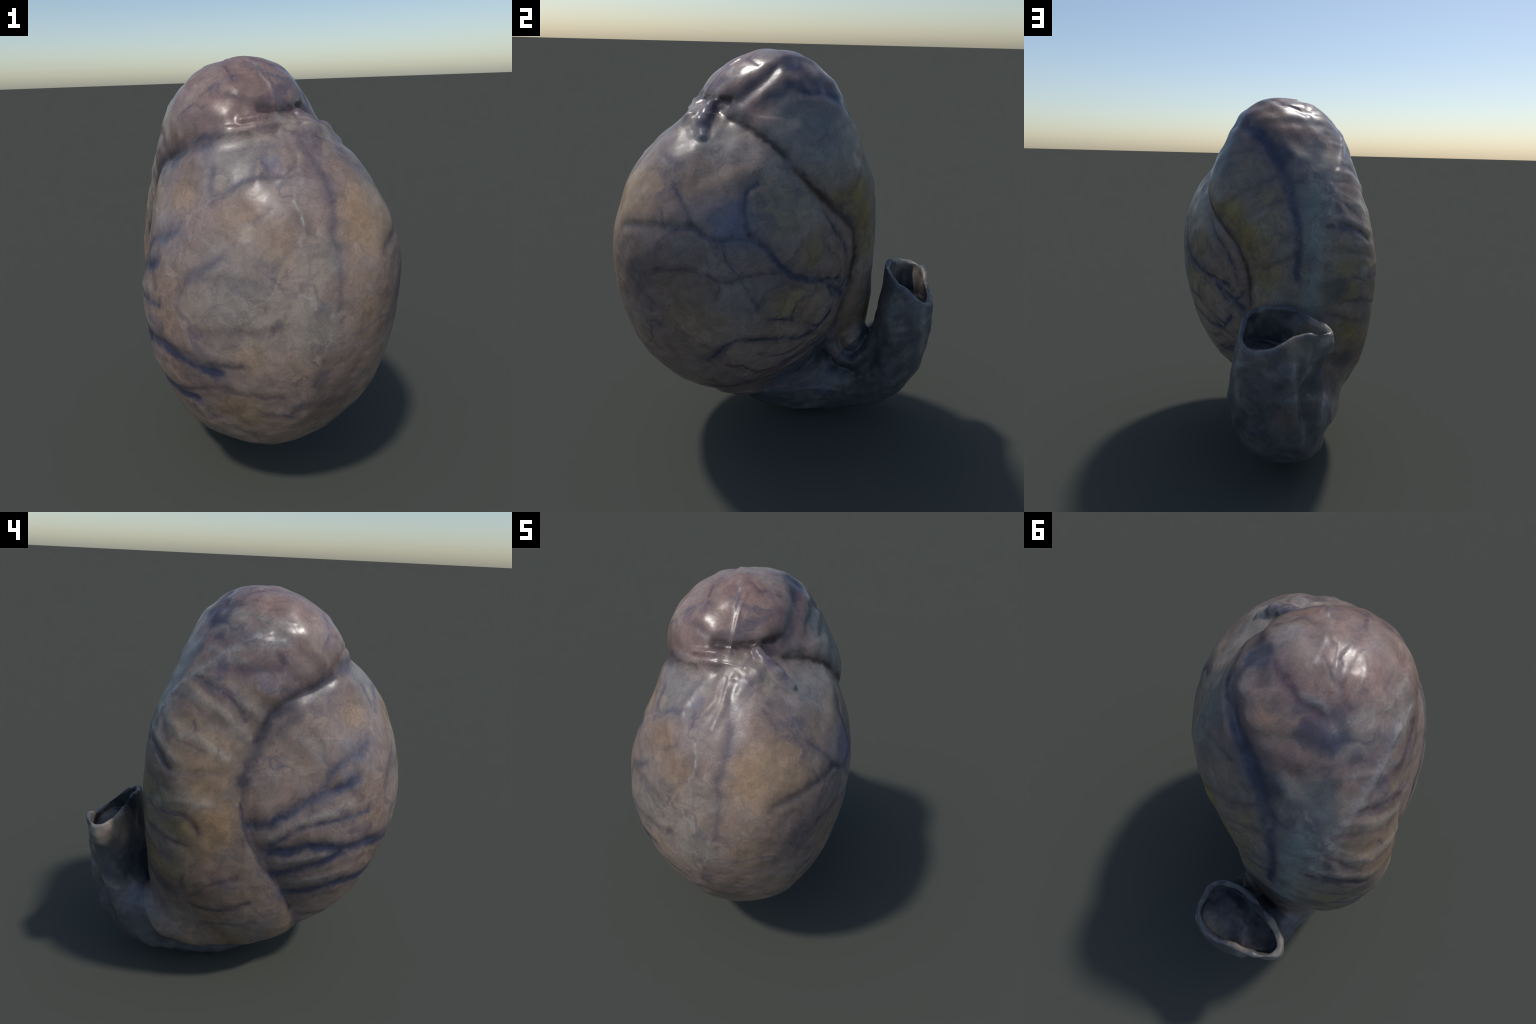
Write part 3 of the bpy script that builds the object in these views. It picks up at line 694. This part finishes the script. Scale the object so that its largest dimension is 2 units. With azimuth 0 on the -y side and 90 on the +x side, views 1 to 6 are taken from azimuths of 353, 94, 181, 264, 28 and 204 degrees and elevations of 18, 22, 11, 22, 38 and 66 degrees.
class Nodes:
    def __init__(self, name):
        self.mat = bpy.data.materials.new(name)
        self.mat.use_nodes = True
        self.t = self.mat.node_tree
        self.t.nodes.clear()
        self.x = 0

    def add(self, kind, **props):
        n = self.t.nodes.new(kind)
        self.x += 1
        n.location = (self.x % 40 * 180, -(self.x // 40) * 220)
        for k, v in props.items():
            setattr(n, k, v)
        return n

    def put(self, sock, v):
        if isinstance(v, bpy.types.NodeSocket):
            self.t.links.new(v, sock)
        elif hasattr(sock.default_value, '__len__'):
            v = tuple(v)
            sock.default_value = v + (1,) * (len(sock.default_value) - len(v))
        else:
            sock.default_value = v

    def math(self, op, a, b=0.0, c=0.0, clamp=False):
        n = self.add('ShaderNodeMath', operation=op, use_clamp=clamp)
        for s, v in zip(n.inputs, (a, b, c)):
            self.put(s, v)
        return n.outputs[0]

    def vec(self, op, a, b=None, c=None, scale=None):
        n = self.add('ShaderNodeVectorMath', operation=op)
        for s, v in zip(n.inputs, (a, b, c)):
            if v is not None:
                self.put(s, v)
        if scale is not None:
            self.put(n.inputs['Scale'], scale)
        return n.outputs['Value'] if op in ('DISTANCE', 'DOT_PRODUCT', 'LENGTH') else n.outputs['Vector']

    def smooth(self, v, lo, hi, a=0.0, b=1.0):
        n = self.add('ShaderNodeMapRange', interpolation_type='SMOOTHSTEP', clamp=False)
        for k, x in zip(('Value', 'From Min', 'From Max', 'To Min', 'To Max'), (v, lo, hi, a, b)):
            self.put(n.inputs[k], x)
        return n.outputs[0]

    def noise(self, co, scale, detail=3.0, rough=.55, colour=False, distort=0.0):
        n = self.add('ShaderNodeTexNoise')
        self.put(n.inputs['Vector'], co)
        n.inputs['Scale'].default_value = scale
        n.inputs['Detail'].default_value = detail
        n.inputs['Roughness'].default_value = rough
        n.inputs['Distortion'].default_value = distort
        return n.outputs['Color' if colour else 'Fac']

    def mix(self, fac, a, b, blend='MIX'):
        n = self.add('ShaderNodeMix', data_type='RGBA', blend_type=blend)
        self.put(n.inputs['Factor'], fac)
        self.put(n.inputs[6], a)
        self.put(n.inputs[7], b)
        return n.outputs[2]

    def line(self, co, pts):
        """distance from co to a path of straight pieces (one shared group per path)"""
        key = str(pts)
        if key not in PATH_GROUPS:
            PATH_GROUPS[key] = path_group(pts)
        n = self.add('ShaderNodeGroup')
        n.node_tree = PATH_GROUPS[key]
        self.put(n.inputs[0], co)
        return n.outputs[0]


PATH_GROUPS = {}


def path_group(pts):
    N = Nodes.__new__(Nodes)
    N.t = bpy.data.node_groups.new('path_distance', 'ShaderNodeTree')
    N.x = 0
    N.t.interface.new_socket('Position', in_out='INPUT', socket_type='NodeSocketVector')
    N.t.interface.new_socket('Distance', in_out='OUTPUT', socket_type='NodeSocketFloat')
    co = N.add('NodeGroupInput').outputs[0]
    best = None
    for a, b in zip(pts[:-1], pts[1:]):
        a = np.array(a); ba = np.array(b) - a
        c = ba / max(ba @ ba, 1e-9)
        h = N.math('ADD', N.vec('DOT_PRODUCT', co, c), float(-a @ c))
        h = N.math('MINIMUM', N.math('MAXIMUM', h, 0.0), 1.0)
        d = N.vec('DISTANCE', N.vec('SUBTRACT', co, a), N.vec('SCALE', ba, scale=h))
        best = d if best is None else N.math('MINIMUM', best, d)
    N.t.links.new(best, N.add('NodeGroupOutput').inputs[0])
    return N.t


def touches(P, pts, r):
    pts = np.atleast_2d(np.array(pts, float))
    if len(pts) == 1:
        return np.linalg.norm(P - pts[0], axis=1).min() < r
    return line_distance(P, pts).min() < r


def web_of_vessels(N, co, broad, col):
    """blurred blue-grey branching and mottling under the skin"""
    ridge = N.math('ABSOLUTE', N.math('SUBTRACT', N.noise(broad, 2.9, 4, .55, distort=.4), .5))
    where = N.smooth(N.noise(co, 2.7, 2), .46, .62)
    col = N.mix(N.math('MULTIPLY', N.smooth(ridge, .0, .05, .55, 0), where), col, (.085, .080, .110))
    fine = N.math('ABSOLUTE', N.math('SUBTRACT', N.noise(broad, 6.5, 4, .6), .5))
    col = N.mix(N.math('MULTIPLY', N.smooth(fine, .0, .03, .34, 0), N.smooth(N.noise(co, 3.7, 2), .45, .6)), col, COLOUR['plum'])
    return N.mix(N.smooth(N.noise(broad, 4.1, 5, .65), .54, .74, 0, .24), col, (.150, .145, .165))


def membrane(name, P, base_a, base_b, rough=.40, tubular=False):
    """wet translucent skin: blotches, patches, blurred veins and fibres at the places this part has them"""
    N = Nodes(name)
    co = N.add('ShaderNodeTexCoord').outputs['Object']
    w1 = N.vec('SUBTRACT', N.noise(co, 5.5, 3, .6, colour=True), (.5, .5, .5))
    w2 = N.vec('SUBTRACT', N.noise(co, 26, 3, .6, colour=True), (.5, .5, .5))
    broad = N.vec('ADD', N.vec('MULTIPLY_ADD', w1, (.16, .16, .16), co), N.vec('SCALE', w2, scale=.03))
    fine = N.vec('ADD', N.vec('MULTIPLY_ADD', w1, (.034, .034, .034), co), N.vec('SCALE', w2, scale=.030))
    blotch = N.smooth(N.noise(co, 3.2, 4, .6), .38, .62)
    col = N.mix(blotch, base_a, base_b)
    # clouds of paler and darker tissue
    cloud = N.noise(broad, 7.0, 5, .62)
    col = N.mix(N.smooth(cloud, .47, .75, 0, .38), col, tuple(c * 1.2 for c in COLOUR['grey']) if not tubular else COLOUR['slate'])
    col = N.mix(N.smooth(N.noise(broad, 4.6, 4, .6, distort=.5), .52, .74, 0, .40), col, COLOUR['brown'] if not tubular else COLOUR['dark'])
    if tubular:
        col = N.mix(N.smooth(N.noise(broad, 6.3, 4, .6), .50, .70, 0, .8), col, COLOUR['sage'])
    for kind in [k for k in PATCHES if k != 'cream'] + ['cream']:
        places = PATCHES[kind]
        m = None
        for x, y, z, r, s in places:
            if not touches(P, (x, y, z), r * 1.4):
                continue
            d = N.vec('DISTANCE', broad, (x, y, z))
            f = N.smooth(d, r * (.45 if kind == 'navy' else .2), r * (1.15 if kind == 'navy' else 1.3), s, 0)
            m = f if m is None else N.math('MAXIMUM', m, f)
        if m is not None:
            col = N.mix(m, col, COLOUR[kind])
    # tone steps like the scan's photo patches, painted as faint-edged cells
    cells = N.add('ShaderNodeTexVoronoi', feature='F1')
    N.put(cells.inputs['Vector'], broad)
    cells.inputs['Scale'].default_value = 3.1
    tone = N.add('ShaderNodeSeparateColor')
    N.t.links.new(cells.outputs['Color'], tone.inputs[0])
    col = N.mix(1.0, col, N.mix(tone.outputs[0], (.86, .85, .87), (1.14, 1.14, 1.11)), 'MULTIPLY')
    # veins, strands and the drawn-in shadow lines
    uneven = N.smooth(N.noise(co, 13, 3, .6), .3, .65, .75, 1.08)
    broken = N.smooth(N.noise(co, 8.5, 4, .65), .34, .60, .74, 1.08)
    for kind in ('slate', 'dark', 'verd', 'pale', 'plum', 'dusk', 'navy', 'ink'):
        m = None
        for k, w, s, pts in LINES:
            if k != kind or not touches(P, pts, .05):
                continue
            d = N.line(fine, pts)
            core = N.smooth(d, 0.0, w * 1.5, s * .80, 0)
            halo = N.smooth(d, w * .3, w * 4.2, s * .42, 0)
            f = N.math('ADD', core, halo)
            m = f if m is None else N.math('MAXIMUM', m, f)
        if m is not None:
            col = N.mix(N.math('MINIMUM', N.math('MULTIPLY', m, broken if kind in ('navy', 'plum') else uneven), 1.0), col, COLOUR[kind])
    # a web of hair-thin vessels, and grain
    if not tubular:
        col = web_of_vessels(N, co, broad, col)
    grain = N.noise(co, 150, 3, .7)
    col = N.mix(1.0, col, N.mix(N.smooth(grain, .3, .7), (.90, .90, .91), (1.10, 1.10, 1.09)), 'MULTIPLY')
    fibre = N.noise(broad, 19, 5, .7)
    col = N.mix(1.0, col, N.mix(N.smooth(fibre, .3, .72), (.80, .80, .81), (1.22, 1.20, 1.18)), 'MULTIPLY')
    bs = N.add('ShaderNodeBsdfPrincipled')
    N.put(bs.inputs['Base Color'], col)
    N.put(bs.inputs['Roughness'], N.smooth(N.noise(co, 9, 4, .6), .3, .7, rough - .10, rough + .10))
    bs.inputs['Specular IOR Level'].default_value = .5
    bump = N.add('ShaderNodeBump')
    bump.inputs['Strength'].default_value = .35
    bump.inputs['Distance'].default_value = .010
    N.put(bump.inputs['Height'], N.math('MULTIPLY_ADD', N.noise(co, 60, 3, .6), .06, N.noise(co, 9, 3, .5)))
    N.put(bs.inputs['Normal'], bump.outputs[0])
    out = N.add('ShaderNodeOutputMaterial')
    N.t.links.new(bs.outputs[0], out.inputs[0])
    return N.mat


# ---------------------------------------------------------------- build
def lay_on(fn, pts, lift):
    """points moved onto the skin, then lifted off it"""
    P = project(fn, np.array(pts, float), 6)
    g = gradient(fn, P)
    return P + lift * g / np.linalg.norm(g, axis=1)[:, None]


def chain(pts, radii):
    return [(a, b, ra, rb) for a, b, ra, rb in zip(pts[:-1], pts[1:], radii[:-1], radii[1:])]


COLLAR = chain(lay_on(field, [(0.0, -.43, 1.74), (.09, -.43, 1.71), (.19, -.41, 1.70), (.29, -.38, 1.66)], -.036), (.032, .038, .038, .026))
FLAP = chain(lay_on(field, [(.150, -.335, 1.770), (.195, -.345, 1.735), (.25, -.36, 1.690), (.318, -.345, 1.652)], -.008), (.026, .033, .036, .024))


def with_neck(P):
    """the body plus the gathered collar and the finger-like flap at the neck"""
    d = field(P)
    near = (P[:, 2] > 1.5) & (P[:, 1] < -.2) & (P[:, 0] > -.15)
    Q = P[near]
    if len(Q):
        e = d[near]
        for a, b, ra, rb in COLLAR:
            e = smooth_min(e, capsule(Q, a, b, ra, rb), .035)
        for a, b, ra, rb in FLAP:
            e = smooth_min(e, capsule(Q, a, b, ra, rb), .016)
        d[near] = e
    return d


def build():
    v, q = surface_nets(with_neck, .0125, (-.66, -.95, -.05), (.66, .95, 2.08))
    v = project(with_neck, v, 2)
    v, q = refine(v, q)
    v = project(with_neck, v, 1)
    skin = v
    a, b = lobes(v)
    t, inn = tube(v)
    body = smooth_min(a, b, .02)
    w_tube = np.clip((body - t) / .06 + .5, 0, 1)
    v = v + vertex_normals(v, q) * relief(v, w_tube)[:, None]
    # stand on the ground, two metres tall
    v[:, 2] -= v[:, 2].min()
    v[:, 2] *= 2.0 / v[:, 2].max()
    normals = vertex_normals(v, q)

    # which region each face belongs to
    c = skin[q].mean(1)
    fa, fb = lobes(c)
    ft, fi = tube(c)
    flap = np.minimum.reduce([capsule(c, p, r, ra, rb) for p, r, ra, rb in FLAP])
    region = np.where(fa < fb, 0, 1)
    region[(region == 1) & (c[:, 2] - .45 * c[:, 1] > 1.60)] = 2
    region[ft < np.minimum(fa, fb) - .004] = 3
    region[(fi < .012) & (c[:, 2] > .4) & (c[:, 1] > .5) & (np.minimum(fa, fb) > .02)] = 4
    region[(flap < .007) & (np.minimum(fa, fb) > .004)] = 5

    root = bpy.data.objects.new('stomach', None)
    root.empty_display_size = .2
    bpy.context.scene.collection.objects.link(root)
    root['label'] = 'swollen veined stomach folded double, with an open cut tube'
    root['category'] = 'anatomical specimen'
    C = COLOUR
    looks = [('sac', C['mauve'], C['tan'], .40, False), ('folded_limb', (.226, .160, .112), (.205, .165, .138), .42, False),
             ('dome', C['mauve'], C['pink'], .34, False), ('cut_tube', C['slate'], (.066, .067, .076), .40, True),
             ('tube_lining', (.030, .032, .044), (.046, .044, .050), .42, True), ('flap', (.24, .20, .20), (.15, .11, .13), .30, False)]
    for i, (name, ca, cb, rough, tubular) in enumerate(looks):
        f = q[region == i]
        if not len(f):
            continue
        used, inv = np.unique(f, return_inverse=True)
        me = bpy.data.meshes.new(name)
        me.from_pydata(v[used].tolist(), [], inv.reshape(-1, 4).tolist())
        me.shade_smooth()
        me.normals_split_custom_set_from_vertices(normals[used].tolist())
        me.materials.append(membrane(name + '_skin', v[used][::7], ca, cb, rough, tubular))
        ob = bpy.data.objects.new(name, me)
        ob.parent = root
        bpy.context.scene.collection.objects.link(ob)


build()
